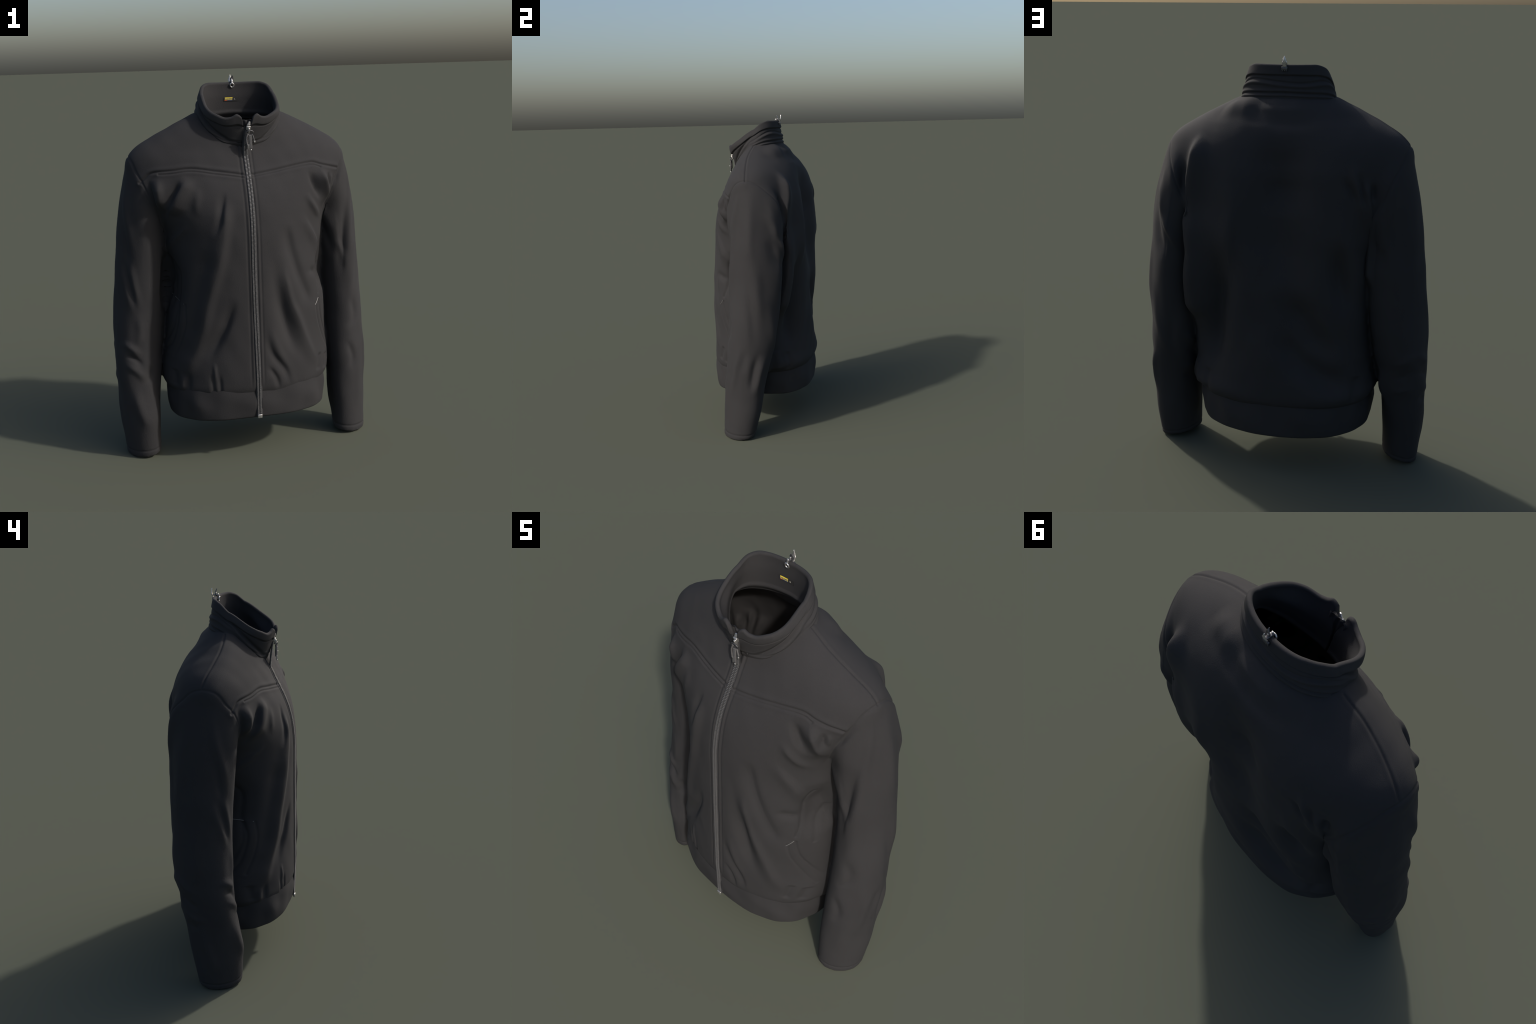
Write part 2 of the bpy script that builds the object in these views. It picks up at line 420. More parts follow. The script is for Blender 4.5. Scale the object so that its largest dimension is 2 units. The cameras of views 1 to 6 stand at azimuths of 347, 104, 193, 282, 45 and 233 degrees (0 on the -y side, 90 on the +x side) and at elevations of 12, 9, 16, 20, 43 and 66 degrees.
fold("back", [(-0.16, 0.90), (-0.241, 0.780), (-0.298, 0.640), (-0.363, 0.470)], 0.008, 0.030, "torso", -0.2)
fold("back", [(-0.20, 1.72), (-0.05, 1.705), (0.12, 1.72)], -0.008, 0.025, "torso")
fold("back", [(-0.18, 1.775), (0.0, 1.765), (0.18, 1.78)], 0.006, 0.020, "torso")
fold("back", [(0.36, 0.50), (0.36, 0.37)], -0.009, 0.018, "torso", 0, 0.2)
fold("back", [(0.42, 0.52), (0.42, 0.38)], 0.010, 0.016, "torso", 0, 0.2)
fold("back", [(-0.38, 0.52), (-0.37, 0.38)], -0.009, 0.018, "torso", 0, 0.2)
# --- left sleeve
fold("front", [(0.556, 1.540), (0.530, 1.478), (0.490, 1.400)], -0.014, 0.014, "sleeve")
fold("left", [(0.008, 1.580), (-0.020, 1.413), (-0.040, 1.297), (-0.05, 1.15)], 0.007, 0.018, "sleeve")
fold("left", [(0.070, 1.560), (0.08, 1.30), (0.06, 1.05)], 0.006, 0.030, "sleeve")
fold("left", [(0.165, 1.520), (0.220, 1.330), (0.250, 1.147)], 0.010, 0.022, "sleeve")
fold("left", [(0.185, 1.270), (0.230, 1.130), (0.262, 1.030)], -0.010, 0.024, "sleeve", 0.3)
fold("left", [(0.120, 1.15), (0.130, 0.90), (0.155, 0.68)], 0.010, 0.030, "sleeve")
fold("left", [(0.060, 1.02), (0.090, 0.80), (0.110, 0.58)], -0.008, 0.028, "sleeve")
fold("left", [(0.167, 0.560), (0.130, 0.440), (0.095, 0.270)], 0.014, 0.020, "sleeve", 0.2)
fold("left", [(0.130, 0.580), (0.095, 0.430), (0.075, 0.290)], -0.014, 0.022, "sleeve")
fold("left", [(0.010, 0.610), (-0.027, 0.414), (-0.060, 0.260)], 0.008, 0.020, "sleeve")
fold("left", [(0.050, 0.60), (0.02, 0.42)], -0.006, 0.022, "sleeve")
fold("front", [(0.585, 1.350), (0.574, 1.197), (0.561, 1.072), (0.540, 0.880)], -0.022, 0.022, "sleeve", 0.35)
fold("front", [(0.620, 1.250), (0.615, 1.05), (0.60, 0.85), (0.58, 0.72)], 0.008, 0.024, "sleeve")
fold("front", [(0.52, 1.12), (0.555, 1.02), (0.55, 0.94)], 0.010, 0.020, "sleeve")
fold("front", [(0.60, 0.80), (0.62, 0.66), (0.55, 0.60)], -0.010, 0.022, "sleeve")
fold("front", [(0.56, 0.55), (0.60, 0.44), (0.57, 0.36)], -0.009, 0.020, "sleeve")
fold("back", [(0.575, 1.270), (0.540, 1.198), (0.490, 1.080)], 0.012, 0.016, "sleeve", 0.3)
fold("back", [(0.600, 1.45), (0.58, 1.34), (0.57, 1.22)], 0.008, 0.016, "sleeve")
fold("back", [(0.66, 0.95), (0.62, 0.70), (0.56, 0.50)], 0.008, 0.026, "sleeve")
fold("back", [(0.52, 0.80), (0.55, 0.62), (0.53, 0.45)], -0.008, 0.024, "sleeve")
fold("front", [(0.64, 0.50), (0.635, 0.30), (0.625, 0.10)], 0.006, 0.026, "sleeve")
fold("front", [(0.600, 1.360), (0.598, 1.20), (0.590, 1.02), (0.572, 0.86)], 0.008, 0.020, "sleeve")
# --- right sleeve
fold("right", [(0.000, 1.540), (-0.018, 1.379), (-0.055, 1.222), (-0.075, 1.000)], 0.009, 0.022, "sleeve")
fold("right", [(-0.020, 1.280), (-0.040, 1.157), (-0.060, 0.980)], -0.006, 0.016, "sleeve")
fold("right", [(0.10, 1.52), (0.14, 1.30), (0.13, 1.05)], 0.006, 0.035, "sleeve")
fold("right", [(0.20, 1.40), (0.22, 1.20), (0.20, 1.00)], -0.007, 0.025, "sleeve")
fold("right", [(0.10, 0.95), (0.06, 0.75), (0.09, 0.55)], 0.007, 0.030, "sleeve")
fold("right", [(0.19, 0.66), (0.13, 0.60), (0.06, 0.56)], 0.008, 0.022, "sleeve")
fold("right", [(0.16, 0.555), (0.09, 0.51), (0.03, 0.49)], -0.006, 0.018, "sleeve")
fold("right", [(0.15, 0.47), (0.08, 0.43), (0.00, 0.42)], 0.006, 0.018, "sleeve")
fold("right", [(0.13, 0.40), (0.06, 0.36)], -0.005, 0.016, "sleeve")
fold("right", [(0.05, 0.36), (0.01, 0.22), (-0.02, 0.08)], 0.007, 0.026, "sleeve")
fold("front", [(-0.655, 1.10), (-0.635, 0.95), (-0.61, 0.78)], 0.008, 0.020, "sleeve")
fold("front", [(-0.615, 1.12), (-0.590, 0.95), (-0.565, 0.80)], 0.010, 0.020, "sleeve")
fold("front", [(-0.635, 1.10), (-0.61, 0.95), (-0.59, 0.80)], -0.007, 0.014, "sleeve")
fold("front", [(-0.57, 0.80), (-0.575, 0.68), (-0.60, 0.60)], 0.008, 0.022, "sleeve")
fold("front", [(-0.680, 0.640), (-0.62, 0.605), (-0.575, 0.555)], 0.011, 0.020, "sleeve")
fold("front", [(-0.670, 0.580), (-0.61, 0.550), (-0.56, 0.500)], -0.009, 0.015, "sleeve")
fold("front", [(-0.670, 0.530), (-0.61, 0.490), (-0.55, 0.42)], 0.010, 0.020, "sleeve")
fold("front", [(-0.62, 0.42), (-0.60, 0.28), (-0.55, 0.15)], 0.010, 0.028, "sleeve")
fold("front", [(-0.53, 0.52), (-0.535, 0.40)], -0.010, 0.020, "sleeve")
fold("back", [(-0.60, 1.40), (-0.62, 1.10), (-0.64, 0.85)], 0.006, 0.022, "sleeve")
fold("back", [(-0.545, 1.50), (-0.52, 1.38), (-0.50, 1.20)], 0.008, 0.022, "sleeve")
fold("back", [(-0.60, 0.95), (-0.56, 0.75), (-0.58, 0.55)], -0.007, 0.028, "sleeve")
fold("back", [(-0.66, 0.66), (-0.60, 0.60), (-0.54, 0.57)], 0.007, 0.022, "sleeve")
fold("back", [(-0.66, 0.58), (-0.60, 0.52), (-0.54, 0.50)], -0.006, 0.018, "sleeve")
fold("back", [(-0.655, 0.48), (-0.60, 0.44), (-0.54, 0.43)], 0.005, 0.018, "sleeve")

# fold of the turned cuffs is added in body_relief
# STROKES END

def displace(v, n):
    sl = sleeve_side(v)
    d = np.zeros(len(v))
    for s in STROKES:
        kind, where, pts, amp, wid, region = s[:6]
        ax, face = VIEWS[where]
        P = np.array(pts, float); pad = 4 * wid + 0.03
        facing = n @ np.array(face, float)
        m = (facing > 0.02)
        for k in (0, 1):
            m &= (v[:, ax[k]] > P[:, k].min() - pad) & (v[:, ax[k]] < P[:, k].max() + pad)
        if region == "sleeve": m &= sl > -0.02
        if region == "torso": m &= sl < 0.02
        i = np.nonzero(m)[0]
        if not len(i): continue
        r, pr, side = stroke_field(v[i], n[i], where, pts)
        w8 = smooth(0.02, 0.25, facing[i])
        if region == "sleeve": w8 = w8 * smooth(-0.02, 0.0, sl[i])
        if region == "torso": w8 = w8 * smooth(0.02, 0.0, sl[i])
        if kind == "seam":
            w8 = w8 * 1.0
            d[i] += w8 * amp * (-np.exp(-(r / wid)**2) + s[6] * np.exp(-((r - 2.2*wid) / (1.8*wid))**2) * 0.5)
        else:
            lean, fade = s[6], s[7]
            env = smooth(0, fade, pr) * smooth(0, fade, 1 - pr) if fade > 0 else 1.0
            rr = r * (1 + lean * side)
            d[i] += w8 * env * amp * np.exp(-(rr / wid)**2)
    return d


def armhole_groove(v):
    s = sleeve_side(v); z = v[:, 2]
    k = smooth(1.22, 1.30, z)
    return k * (-0.0032 * np.exp(-(s / 0.0055)**2) + 0.0015 * np.exp(-((s - 0.020) / 0.015)**2))


CLOTH_WAVES = [(RNG.normal(0, 1, 3) * np.array([34.0, 34.0, 17.0]), RNG.uniform(0, 6.28), 0.00028) for _ in range(10)]


def body_relief(v, n):
    d = displace(v, n)
    d += armhole_groove(v)
    # stitched turn-up of the cuffs
    cz = v[:, 2] - 0.020 * (0.70 - np.abs(v[:, 0])) / 0.20
    d += smooth(0.40, 0.46, np.abs(v[:, 0])) * (-0.0025 * np.exp(-((cz - 0.030) / 0.006)**2))
    # zip placket: raised edge beside the zip, stitched groove next to it
    ax = np.abs(v[:, 0] - 0.0)
    fr = smooth(0.1, 0.4, -n[:, 1]) * smooth(0.40, 0.48, v[:, 2])
    # faint unevenness of the cloth
    for k, ph_, am in CLOTH_WAVES:
        d += am * np.sin(v @ k + ph_)
    d += fr * (0.0024 * np.exp(-((ax - 0.022) / 0.006)**2) - 0.0022 * np.exp(-((ax - 0.034) / 0.005)**2) - 0.006 * np.exp(-(ax / 0.012)**2))
    out = v + n * d[:, None]
    out[:, 2] = np.maximum(out[:, 2], 0.0)
    return out


# neck opening: everything inside the collar's foot is removed
def collar_foot(phi):
    """phi = 0 at the front, pi at the back; returns x, y, z of the collar seam."""
    c, s = np.cos(phi), np.sin(phi)
    e = np.where(c > 0, 1.85, 2.2)
    x = 0.006 + 0.230 * spow(s, 2 / e)
    y = np.where(c > 0, -0.158 * spow(c, 2 / e) - 0.0, -0.140 * spow(c, 2 / e))
    z = NECK_Z(np.arccos(np.clip(c, -1, 1)))[..., 0]
    return np.stack([x, y, z], -1)


NECK_Z = curve([(0.0, 1.640), (0.5, 1.662), (1.0, 1.716), (1.57, 1.782), (2.2, 1.808), (PI, 1.818)])
RIM_Z = curve([(0.0, 1.788), (0.45, 1.788), (0.8, 1.803), (1.06, 1.827), (1.57, 1.898), (2.0, 1.939), (2.4, 1.952), (PI, 1.951)])


def collar_rim(phi):
    c, s = np.cos(phi), np.sin(phi)
    e = 2.25
    x = 0.007 + 0.190 * spow(s, 2 / e)
    y = np.where(c > 0, -0.198 * spow(c, 2 / e), -0.117 * spow(c, 2 / e))
    z = RIM_Z(np.arccos(np.clip(c, -1, 1)))[..., 0]
    return np.stack([x, y, z], -1)


ph = np.linspace(-PI, PI, 361)
foot = collar_foot(ph)


def inside_foot(v, shrink):
    ang = np.arctan2(v[:, 0], -v[:, 1])
    fr = np.hypot(foot[:, 0], foot[:, 1]); fa = np.arctan2(foot[:, 0], -foot[:, 1])
    o = np.argsort(fa)
    r = np.interp(ang, fa[o], fr[o], period=2*PI)
    return (np.hypot(v[:, 0], v[:, 1]) < r - shrink) & (v[:, 2] > 1.5)


def drop_verts(me, mask):
    b = bmesh.new(); b.from_mesh(me); b.verts.ensure_lookup_table()
    bmesh.ops.delete(b, geom=[b.verts[i] for i in np.nonzero(mask)[0]], context="VERTS")
    b.to_mesh(me); b.free(); me.update()


# inner lining: the same body, pushed in by the cloth's thickness
lining = base.copy()
ln = normals(lining)
lv = body_relief(v, ln) - ln * 0.016
write(lining, lv)
lining.flip_normals()
drop_verts(lining, inside_foot(lv, 0.012) | (lv[:, 2] < 0.045) | ((lv[:, 2] < 0.39) & (np.abs(lv[:, 0]) < 0.45)))

# open the outer body, then refine it
bot = normals(base)[:, 2] < -0.75
cut = inside_foot(v, 0.010) | (bot & (v[:, 2] < 0.37) & (np.hypot(v[:, 0] / 0.40, v[:, 1] / 0.28) < 1))
drop_verts(base, cut)
tmp = add("tmp", base)
sub = tmp.modifiers.new("s", "SUBSURF"); sub.levels = sub.render_levels = 1
body = applied(tmp)
bpy.data.objects.remove(tmp)
v = read(body); n = normals(body)
write(body, body_relief(v, n))

# ------------------------------------------------------------------ the jacket and its cloth parts
jacket = bpy.data.objects.new("jacket", None)
bpy.context.scene.collection.objects.link(jacket)
jacket["label"] = "charcoal grey fleece jacket with stand collar and full front zip"
jacket["category"] = "jacket"

body_bvh_v = read(body)
polys = np.empty(len(body.polygons) * 4, np.int32)
fl = [tuple(p.vertices) for p in body.polygons]
BVH = BVHTree.FromPolygons([tuple(p) for p in body_bvh_v], fl)


def on_front(x, z, off=0.0):
    hit = BVH.ray_cast(Vector((x, -1.5, z)), Vector((0, 1, 0)))
    return None if hit[0] is None else (hit[0] + hit[1] * off, hit[1])


YOKE_Z = curve([(-0.60, 1.475), (-0.525, 1.497), (-0.47, 1.520), (-0.30, 1.528), (-0.1, 1.508), (0.0, 1.500), (0.1, 1.508), (0.30, 1.540), (0.42, 1.535), (0.52, 1.497), (0.60, 1.475)])


def split_body(me):
    vv = read(me); nn = normals(me)
    F = np.array([f if len(f) == 4 else f + (f[-1],) for f in fl])
    c = vv[F].mean(1); fn = nn[F].mean(1)
    sl = np.abs(c[:, 0]) - ARM(c[:, 2])[:, 0]
    lab = np.zeros(len(F), int)
    back = c[:, 1] > np.interp(c[:, 2], [0.3, 1.5, 1.8], [0.03, 0.03, 0.0])
    lab[back] = 1
    lab[~back & (c[:, 0] < 0)] = 2
    lab[~back & (c[:, 0] >= 0)] = 3
    up = ~back & (c[:, 2] > YOKE_Z(c[:, 0])[:, 0])
    lab[up & (c[:, 0] < 0)] = 4
    lab[up & (c[:, 0] >= 0)] = 5
    lab[(sl > 0) & (c[:, 0] < 0)] = 6
    lab[(sl > 0) & (c[:, 0] > 0)] = 7
    for k, name in ((1, "back_panel"), (2, "front_panel"), (3, "front_panel"), (4, "yoke"), (5, "yoke"), (6, "sleeve"), (7, "sleeve")):
        fk = F[lab == k]
        used, inv = np.unique(fk, return_inverse=True)
        m = mesh_from(name, vv[used], inv.reshape(-1, 4).tolist())
        ob = add(name, m, jacket, M_CLOTH)
        m.normals_split_custom_set_from_vertices(nn[used].tolist())


split_body(body)
add("lining", lining, jacket, M_LINING)

# ------------------------------------------------------------------ hem band
def band_mesh(name, a, f, b, e, z0, z1, thick, gap, bulge=0.006):
    """Double-walled ring with rounded lower edge, open at the front by gap."""
    prof = []  # (offset outward, z fraction)
    for t in np.linspace(0, 1, 16):
        prof.append((bulge * math.sin(PI * t) + 0.0, 1 - t))
    for t in np.linspace(0, PI, 8)[1:-1]:
        prof.append((-thick/2 + thick/2 * math.cos(t), -0.09 * math.sin(t)))
    for t in np.linspace(0, 1, 10):
        prof.append((-thick, t))
    th0 = gap
    ths = np.linspace(th0, 2 * PI - th0, 260)
    R = []
    for (o, tz) in prof:
        aa, ff, bb = a + o, f - o, b + o
        s, c = np.sin(ths), np.cos(ths)
        x = aa * spow(s, 2 / e)
        y = np.where(c > 0, ff * spow(c, 2 / e), -bb * spow(c, 2 / e))
        lo = z0 + HEM_DROP(np.arccos(np.clip(c, -1, 1)))[:, 0]
        hi = z1 + HEM_TOP(np.arccos(np.clip(c, -1, 1)))[:, 0]
        zz = lo + (hi - lo) * tz
        wob = 0.003 * np.sin(9 * ths + 4 * tz) + 0.002 * np.sin(17 * ths + 1.3)
        k = 1 + wob / 0.35 * (1 - abs(tz - 0.5))
        R.append(np.stack([x * k, y * k, zz], -1))
    R = np.array(R)
    vv, ff_ = rings_to_mesh(R, cap=False, closed=False)
    # close the two front ends
    P, N = len(prof), len(ths)
    for j in (0, N - 1):
        loop = [i * N + j for i in range(P)]
        ff_.append(loop if j == 0 else loop[::-1])
    return mesh_from(name, vv, ff_)


HEM_DROP = curve([(0.0, 0.008), (0.8, 0.0), (1.57, -0.002), (2.4, -0.018), (PI, -0.030)])
HEM_TOP = curve([(0.0, 0.0), (1.57, -0.01), (PI, -0.035)])
hem = add("hem_band", band_mesh("hem_band", 0.430, -0.312, 0.315, 2.5, 0.241, 0.400, 0.020, 0.0005), jacket, M_CLOTH)

# ------------------------------------------------------------------ collar
def collar_mesh():
    N, T = 420, 60
    g = 0.035
    ph = np.linspace(g, 2 * PI - g, N)
    F, R = collar_foot(ph), collar_rim(ph)
    up = R - F
    ang = np.arccos(np.clip(np.cos(ph), -1, 1))      # 0 front .. pi back
    # outward direction
    out = np.stack([np.sin(ph) * 1.0, -np.cos(ph) * 1.0, np.zeros(N)], -1)
    prof = []
    TH = 0.020
    outer_t = np.linspace(-0.10, 1.0, T)
    rows = []
    for t in outer_t:
        d = 0.012 * np.sin(PI * np.clip(t, 0, 1)) * np.cos(ang * 0.5) * 0.5
        d = d + collar_relief(ph, ang, t)
        rows.append(F + up * t + out * d[:, None])
    d1 = collar_relief(ph, ang, 1.0)
    for a in np.linspace(0, PI, 9)[1:-1]:
        rows.append(F + up * 1.0 + out * (d1 - TH/2 + TH/2 * math.cos(a))[:, None] + np.array([0, 0, 1]) * TH * 0.5 * math.sin(a))
    for t in np.linspace(1.0, -0.34, 36):
        d = d1 * smooth(0.45, 1.0, t) - TH - 0.004 * (1 - max(t, 0)) + 0.022 * float(smooth(0.0, -0.34, t)) ** 2 - 0.006 * float(smooth(0.02, -0.12, t))
        rows.append(F + up * t + out * np.broadcast_to(d, (N,))[:, None])
    R_ = np.array(rows)
    # the zip is open at the top: the two front corners part, curl out and lift a little
    near = np.exp(-(ang / 0.30)**2) * np.sign(np.sin(ph))
    tt = smooth(1.70, 1.80, R_[..., 2])
    R_[..., 0] += near * tt * np.where(near > 0, 0.024, 0.016)
    R_[..., 1] -= np.abs(near) * tt * 0.004
    R_[..., 2] += tt * (0.010 * np.exp(-((ang - 0.17) / 0.10)**2) - 0.006 * np.exp(-((ang - 0.50) / 0.20)**2) - 0.012 * np.exp(-(ang / 0.05)**2))
    vv, ff = rings_to_mesh(R_, cap=False, closed=False)
    P = len(rows)
    for j in (0, N - 1):
        loop = [i * N + j for i in range(P)]
        ff.append(loop if j == 0 else loop[::-1])
    return mesh_from("collar", vv, ff)


def collar_relief(ph, ang, t):
    back = smooth(1.2, 2.2, ang)
    side = smooth(0.3, 0.9, ang) * (1 - back)
    d = np.zeros_like(ph)
    # turned top edge: thicker strip above a stitched step
    d += 0.006 * smooth(0.70, 0.76, t) - 0.004 * np.exp(-((t - 0.70) / 0.03)**2)
    # rolls at the foot, strongest at the back
    d += (0.3 + 0.45 * back) * (0.006 * np.exp(-((t - 0.06) / 0.04)**2) - 0.006 * np.exp(-((t - 0.14) / 0.025)**2) + 0.005 * np.exp(-((t - 0.22) / 0.04)**2))
    # wavy wrinkle across the back
    tc = 0.42 + 0.06 * np.sin(ph * 3.4 - 0.6)
    d += back * (0.007 * np.exp(-((t - tc) / 0.07)**2) - 0.005 * np.exp(-((t - tc - 0.10) / 0.04)**2))
    # the front sides flare outwards towards the rim, the left more than the right
    fl_ = np.where(np.sin(ph) > 0, 0.022, 0.015)
    d += fl_ * np.exp(-((ang - 0.95) / 0.42)**2) * smooth(0.35, 1.0, t)
    # slanting folds at the sides, running down to the front
    fc = 0.62 - 0.5 * (1.3 - ang)
    d += smooth(0.25, 0.6, ang) * (1 - smooth(1.2, 1.7, ang)) * (-0.010 * np.exp(-((t - fc) / 0.07)**2) + 0.006 * np.exp(-((t - fc + 0.18) / 0.09)**2))
    return d


collar = add("collar", collar_mesh(), jacket, M_CLOTH)

# ------------------------------------------------------------------ zip
def arc_table():
    """Front centre line of the jacket from hem to collar: list of (z, y)."""
    zs = np.arange(0.43, 1.60, 0.01)
    ys = []
    for z in zs:
        h = [on_front(x, z) for x in (-0.018, 0.018)]
        ys.append(np.mean([q[0].y for q in h if q]))
    z = np.concatenate([[0.244, 0.30, 0.36, 0.40], zs, [1.64, 1.69, 1.735, 1.775]])
    y = np.concatenate([[-0.318, -0.321, -0.321, -0.322], ys, [-0.164, -0.178, -0.194, -0.206]])
    k = np.ones(5) / 5
    ysm = np.convolve(np.pad(y, 2, mode="edge"), k, "valid")
    return z, ysm


ZZ, ZY = arc_table()


def zip_point(z):
    y = float(np.interp(z, ZZ, ZY))
    sx = 0.0 + 0.010 * float(smooth(1.62, 1.76, z)) + 0.003 * math.sin(z * 5.0)
    return Vector((sx, y, z))


zipper = bpy.data.objects.new("zipper", None)
bpy.context.scene.collection.objects.link(zipper); zipper.parent = jacket


def strip(name, x0, x1, z0, z1, lift, thick, mat, parent, crown=0.0):
    zs = np.linspace(z0, z1, 260)
    sec = [(x0, 0), (x0 + 0.001, -thick), ((x0 + x1) / 2, -thick - crown), (x1 - 0.001, -thick), (x1, 0)]
    rings = []
    for z in zs:
        p = zip_point(z)
        rings.append([(p.x + a, p.y - lift + b, z) for a, b in sec])
    vv, ff = rings_to_mesh(np.array(rings), cap=False, closed=True)
    return add(name, mesh_from(name, vv, ff), parent, mat)


strip("zipper_tape", -0.0175, 0.0175, 0.246, 1.745, -0.003, 0.0022, M_TAPE, zipper)


def box_into(b, centre, size, rot=None, bev=0.0):
    r = bmesh.ops.create_cube(b, size=1.0)
    M = Matrix.Translation(centre) @ (rot.to_4x4() if rot is not None else Matrix.Identity(4)) @ Matrix.Diagonal((*size, 1))
    bmesh.ops.transform(b, matrix=M, verts=r["verts"])
    if bev:
        es = list({e for vtx in r["verts"] for e in vtx.link_edges})
        bmesh.ops.bevel(b, geom=es, offset=bev, segments=2, affect="EDGES", profile=0.6)


def from_bm(name, b, parent, mat, smooth_shade=True):
    me_ = bpy.data.meshes.new(name); b.to_mesh(me_); b.free()
    return add(name, me_, parent, mat, smooth_shade)


tb = bmesh.new()
z, k = 0.262, 0
while z < 1.722:
    for s in (-1, 1):
        zz = z + (0.0032 if s > 0 else 0)
        p = zip_point(zz)
        q = zip_point(zz + 0.004)
        sl = math.atan2(q.y - p.y, 0.004)
        rot = Matrix.Rotation(-sl, 3, "X")
        box_into(tb, Vector((p.x + s * 0.0066, p.y - 0.0020, zz)), (0.0094, 0.0042, 0.0042), rot, 0.0009)
    z += 0.0064
teeth = from_bm("zipper_teeth", tb, zipper, M_TEETH, False); teeth["kind"] = "stuff"

b = bmesh.new()
p = zip_point(0.250)
box_into(b, p + Vector((0, -0.003, -0.004)), (0.024, 0.010, 0.020), None, 0.003)
from_bm("zipper_stop", b, zipper, M_STEEL)


def tube(name, pts, radius, mat, parent, closed=False, flat=1.0):
    cu = bpy.data.curves.new(name, "CURVE"); cu.dimensions = "3D"
    cu.bevel_depth = radius; cu.bevel_resolution = 3; cu.resolution_u = 6
    sp = cu.splines.new("NURBS"); sp.points.add(len(pts) - 1)
    for i, q in enumerate(pts):
        sp.points[i].co = (*q, 1)
    sp.order_u = 3; sp.use_cyclic_u = closed; sp.use_endpoint_u = not closed
    cu.use_fill_caps = True
    tmp_ = bpy.data.objects.new(name, cu); bpy.context.scene.collection.objects.link(tmp_)
    m_ = applied(tmp_); bpy.data.objects.remove(tmp_)
    m_.name = name
    m_.materials.clear()
    return add(name, m_, parent, mat)


# zip guard: crumpled strip of cloth behind the open top of the zip
gu = []
for zt in np.linspace(0, 1, 14):
    zz = 1.665 + 0.112 * zt
    py = float(np.interp(zz, ZZ, ZY))
    gu.append([(0.006 + x, py + 0.020 + 0.003 * math.sin(x * 260 + zt * 5) - 0.004 * math.cos(x * 30), zz - 0.004 * math.sin(x * 150 + 1)) for x in np.linspace(-0.046, 0.046, 24)])
gu = np.array(gu)
thick_ = gu + np.array([0, 0.005, 0])
ring_ = np.concatenate([gu, thick_[:, ::-1]], axis=1)
vv, ff = rings_to_mesh(ring_, cap=True)
add("zip_guard", mesh_from("zip_guard", vv, ff), zipper, M_CLOTH)

# slider with ring and cord pull
b = bmesh.new()
sp_ = zip_point(1.725) + Vector((0.006, -0.006, 0))
box_into(b, sp_ + Vector((0, 0, 0.012)), (0.022, 0.012, 0.022), Matrix.Rotation(0.35, 3, "X"), 0.003)
box_into(b, sp_ + Vector((0.001, -0.006, 0.000)), (0.010, 0.010, 0.026), Matrix.Rotation(0.3, 3, "X"), 0.003)
for i in range(4):
    box_into(b, sp_ + Vector((0.002 + 0.002 * i * 0.5, -0.001 - 0.001 * i, 0.027 + 0.005 * i)), (0.019 - 0.0035 * i, 0.006, 0.0036), None, 0.001)
from_bm("zipper_slider", b, zipper, M_STEEL)
rc = sp_ + Vector((0.004, -0.012, -0.012))
tube("pull_ring", [rc + Vector((0.019 * math.cos(a), -0.004 * math.sin(a), 0.012 * math.sin(a))) for a in np.linspace(0, 2*PI, 14, endpoint=False)], 0.0026, M_GUN, zipper, True)
b = bmesh.new()
box_into(b, rc + Vector((0.002, -0.002, -0.045)), (0.016, 0.006, 0.070), Matrix.Rotation(-0.03, 3, "Y"), 0.0025)
for i in range(13):
    box_into(b, rc + Vector((0.002, -0.0042, -0.016 - 0.0046 * i)), (0.0135, 0.003, 0.0022), None, 0.0007)
from_bm("zipper_pull", b, zipper, M_CORD)
tube("pull_cord", [rc + Vector(q) for q in ((-0.010, 0, -0.002), (-0.018, -0.001, -0.020), (-0.019, 0.001, -0.042), (-0.014, 0.000, -0.062))], 0.0042, M_CORD, zipper)
tube("pull_cord", [rc + Vector(q) for q in ((0.012, 0, -0.008), (0.018, -0.001, -0.022), (0.021, 0.001, -0.038))], 0.0035, M_CORD, zipper)
b = bmesh.new()
box_into(b, rc + Vector((-0.008, -0.002, -0.070)), (0.004, 0.005, 0.026), None, 0.0012)
box_into(b, rc + Vector((0.004, -0.003, -0.085)), (0.007, 0.006, 0.007), None, 0.002)
box_into(b, rc + Vector((0.023, -0.002, -0.045)), (0.007, 0.006, 0.010), None, 0.002)
from_bm("pull_bead", b, zipper, M_STEEL)

# ------------------------------------------------------------------ pockets: light zip ends
def on_body(origin, direction, off):
    h = BVH.ray_cast(Vector(origin), Vector(direction).normalized())
    return h[0] + h[1] * off, h[1]


for pts in (((0.348, 0.790), (0.360, 0.801), (0.373, 0.822)), ((-0.382, 0.866), (-0.364, 0.853), (-0.346, 0.843))):
    q = [on_body((x, -1.2, z), (0, 1, 0), 0.0003)[0] for x, z in pts]
    tube("pocket_zip_end", q, 0.0014, M_REFLECT, jacket)

# ------------------------------------------------------------------ hanging clip on the back of the collar
clip = bpy.data.objects.new("hanging_clip", None)
bpy.context.scene.collection.objects.link(clip); clip.parent = jacket
CV = collar.data
CB = BVHTree.FromPolygons([tuple(q.co) for q in CV.vertices], [tuple(q.vertices) for q in CV.polygons])
RIMB = max(q.co.z for q in CV.vertices if abs(q.co.x - 0.004) < 0.02 and q.co.y > 0)
yo = CB.ray_cast(Vector((0.004, 0.5, RIMB - 0.02)), Vector((0, -1, 0)))[0].y
yi = CB.ray_cast(Vector((0.004, 0.0, RIMB - 0.02)), Vector((0, 1, 0)))[0].y


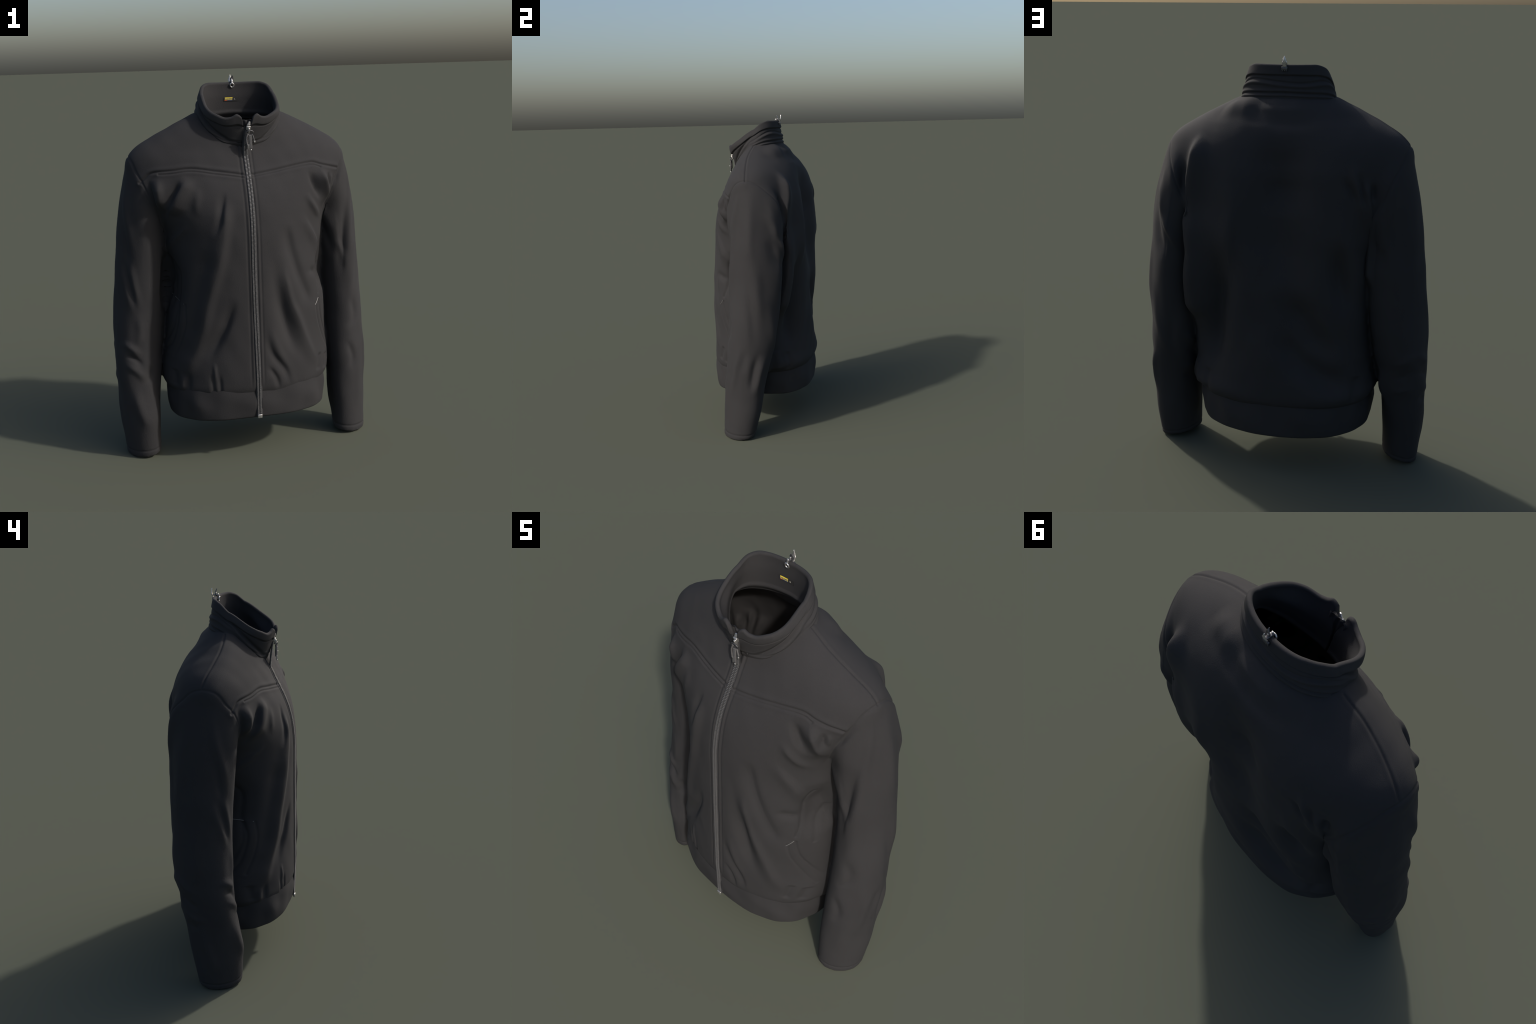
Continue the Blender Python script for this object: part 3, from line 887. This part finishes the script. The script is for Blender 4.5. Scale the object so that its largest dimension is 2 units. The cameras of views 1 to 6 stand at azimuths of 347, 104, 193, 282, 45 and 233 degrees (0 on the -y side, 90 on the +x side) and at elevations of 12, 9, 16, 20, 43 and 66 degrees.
def leaf(name, base_c, tip, width, thick, mat, notches=0):
    """Pointed metal plate: widest below the middle, tapering to a tip."""
    base_c, tip = Vector(base_c), Vector(tip)
    ax = (tip - base_c); L = ax.length; ax.normalize()
    side = Vector((1, 0, 0)); nrm = ax.cross(side).normalized()
    R = []
    for t in np.linspace(0, 1, 14):
        w = width * (0.62 + 0.38 * math.sin(PI * min(1, t * 1.25))) * (1 - max(0, (t - 0.55) / 0.45) ** 1.3 * 0.9)
        if notches:
            w *= 1 + 0.12 * math.sin(t * 18)
        bow = nrm * (0.004 * math.sin(PI * t))
        c = base_c + ax * (t * L) + bow
        R.append([c + side * (w/2 * cx) + nrm * (thick/2 * cy) for cx, cy in ((-1, -0.4), (-0.6, -1), (0.6, -1), (1, -0.4), (1, 0.4), (0.6, 1), (-0.6, 1), (-1, 0.4))])
    vv, ff = rings_to_mesh(np.array(R), cap=True)
    return add(name, mesh_from(name, vv, ff), clip, mat)


ym = (yo + yi) / 2
leaf("clip_lever", (0.003, yo + 0.003, RIMB - 0.012), (0.002, yo + 0.012, 2.0), 0.022, 0.004, M_STEEL, 1)
leaf("clip_lever", (0.006, ym + 0.002, RIMB + 0.002), (0.010, ym - 0.004, 1.997), 0.020, 0.004, M_GUN)
b = bmesh.new()
box_into(b, Vector((0.004, yo + 0.004, RIMB - 0.016)), (0.028, 0.008, 0.014), None, 0.002)
box_into(b, Vector((0.004, ym, RIMB + 0.004)), (0.014, yo - yi + 0.012, 0.006), None, 0.002)
for s in (-1, 0, 1):
    box_into(b, Vector((0.004 + 0.009 * s, yo + 0.004, RIMB - 0.025)), (0.005, 0.006, 0.008), None, 0.001)
from_bm("clip_jaw", b, clip, M_GUN)
b = bmesh.new()
box_into(b, Vector((0.004, yi - 0.003, RIMB + 0.004)), (0.009, 0.006, 0.018), Matrix.Rotation(-0.2, 3, "X"), 0.002)
box_into(b, Vector((0.005, ym + 0.002, RIMB + 0.011)), (0.007, 0.010, 0.012), None, 0.002)
from_bm("clip_hinge", b, clip, M_STEEL)
rz = RIMB - 0.016
tube("clip_ring", [Vector((0.003 + 0.0100 * math.cos(a), yi - 0.006 - 0.003 * math.sin(a), rz + 0.0110 * math.sin(a))) for a in np.linspace(0, 2*PI, 14, endpoint=False)], 0.0034, M_STEEL, clip, True)

# ------------------------------------------------------------------ label sewn inside the collar
def patch(name, x0, x1, z0, z1, lift, mat, parent, shear=0.0, thick=0.0012):
    N, K = 24, 4
    R = []
    for zt in np.linspace(0, 1, K):
        zz = z0 + (z1 - z0) * zt
        R.append([(x, zz) for x in np.linspace(x0, x1, N) + shear * zt])
    vv = []
    for lay in (lift, lift + thick):
        for row in R:
            for x, zz in row:
                h = CB.ray_cast(Vector((x, -0.05, zz)), Vector((0, 1, 0)))
                vv.append((x, h[0].y - lay, zz))
    ff = []
    o = N * K
    for i in range(K - 1):
        for j in range(N - 1):
            a = i * N + j
            ff.append((o + a, o + a + 1, o + a + N + 1, o + a + N))
    edge = [j for j in range(N)] + [i * N + N - 1 for i in range(1, K)] + [(K-1) * N + j for j in range(N - 2, -1, -1)] + [i * N for i in range(K - 2, 0, -1)]
    for a, c in zip(edge, edge[1:] + edge[:1]):
        ff.append((a, c, o + c, o + a))
    return add(name, mesh_from(name, vv, ff), parent, mat, False)


LZ = 1.874
label = patch("label", -0.044, 0.036, LZ - 0.012, LZ + 0.009, 0.0005, M_LABEL, jacket)
patch("label_field", -0.0385, 0.0030, LZ - 0.0055, LZ + 0.0075, 0.0022, M_YELLOW, label, 0.002)
patch("label_stripe", -0.0388, -0.0245, LZ - 0.0085, LZ - 0.0055, 0.0022, M_RED, label)
patch("label_stripe", -0.0245, 0.0026, LZ - 0.0085, LZ - 0.0055, 0.0022, M_BLUE, label)


def lettering(text, x, z, size, mat, lift):
    cu = bpy.data.curves.new("lettering", "FONT"); cu.body = text; cu.size = size; cu.extrude = 0.0004
    cu.align_x = "CENTER"; cu.offset = 0.0001
    t_ = bpy.data.objects.new("lettering", cu); bpy.context.scene.collection.objects.link(t_)
    m_ = applied(t_); bpy.data.objects.remove(t_)
    vv = read(m_)
    out = np.empty_like(vv)
    for i, (a, c, d) in enumerate(vv):
        X, Z = x + a, z + c
        h = CB.ray_cast(Vector((X, -0.05, Z)), Vector((0, 1, 0)))
        out[i] = (X, h[0].y - lift - d, Z)
    write(m_, out)
    m_.materials.clear()
    add("lettering", m_, label, mat, False)


lettering("DAKANO", -0.0168, LZ - 0.0030, 0.0100, M_BLUE, 0.0042)
lettering("L", 0.0170, LZ - 0.0040, 0.0100, M_WHITE, 0.0026)
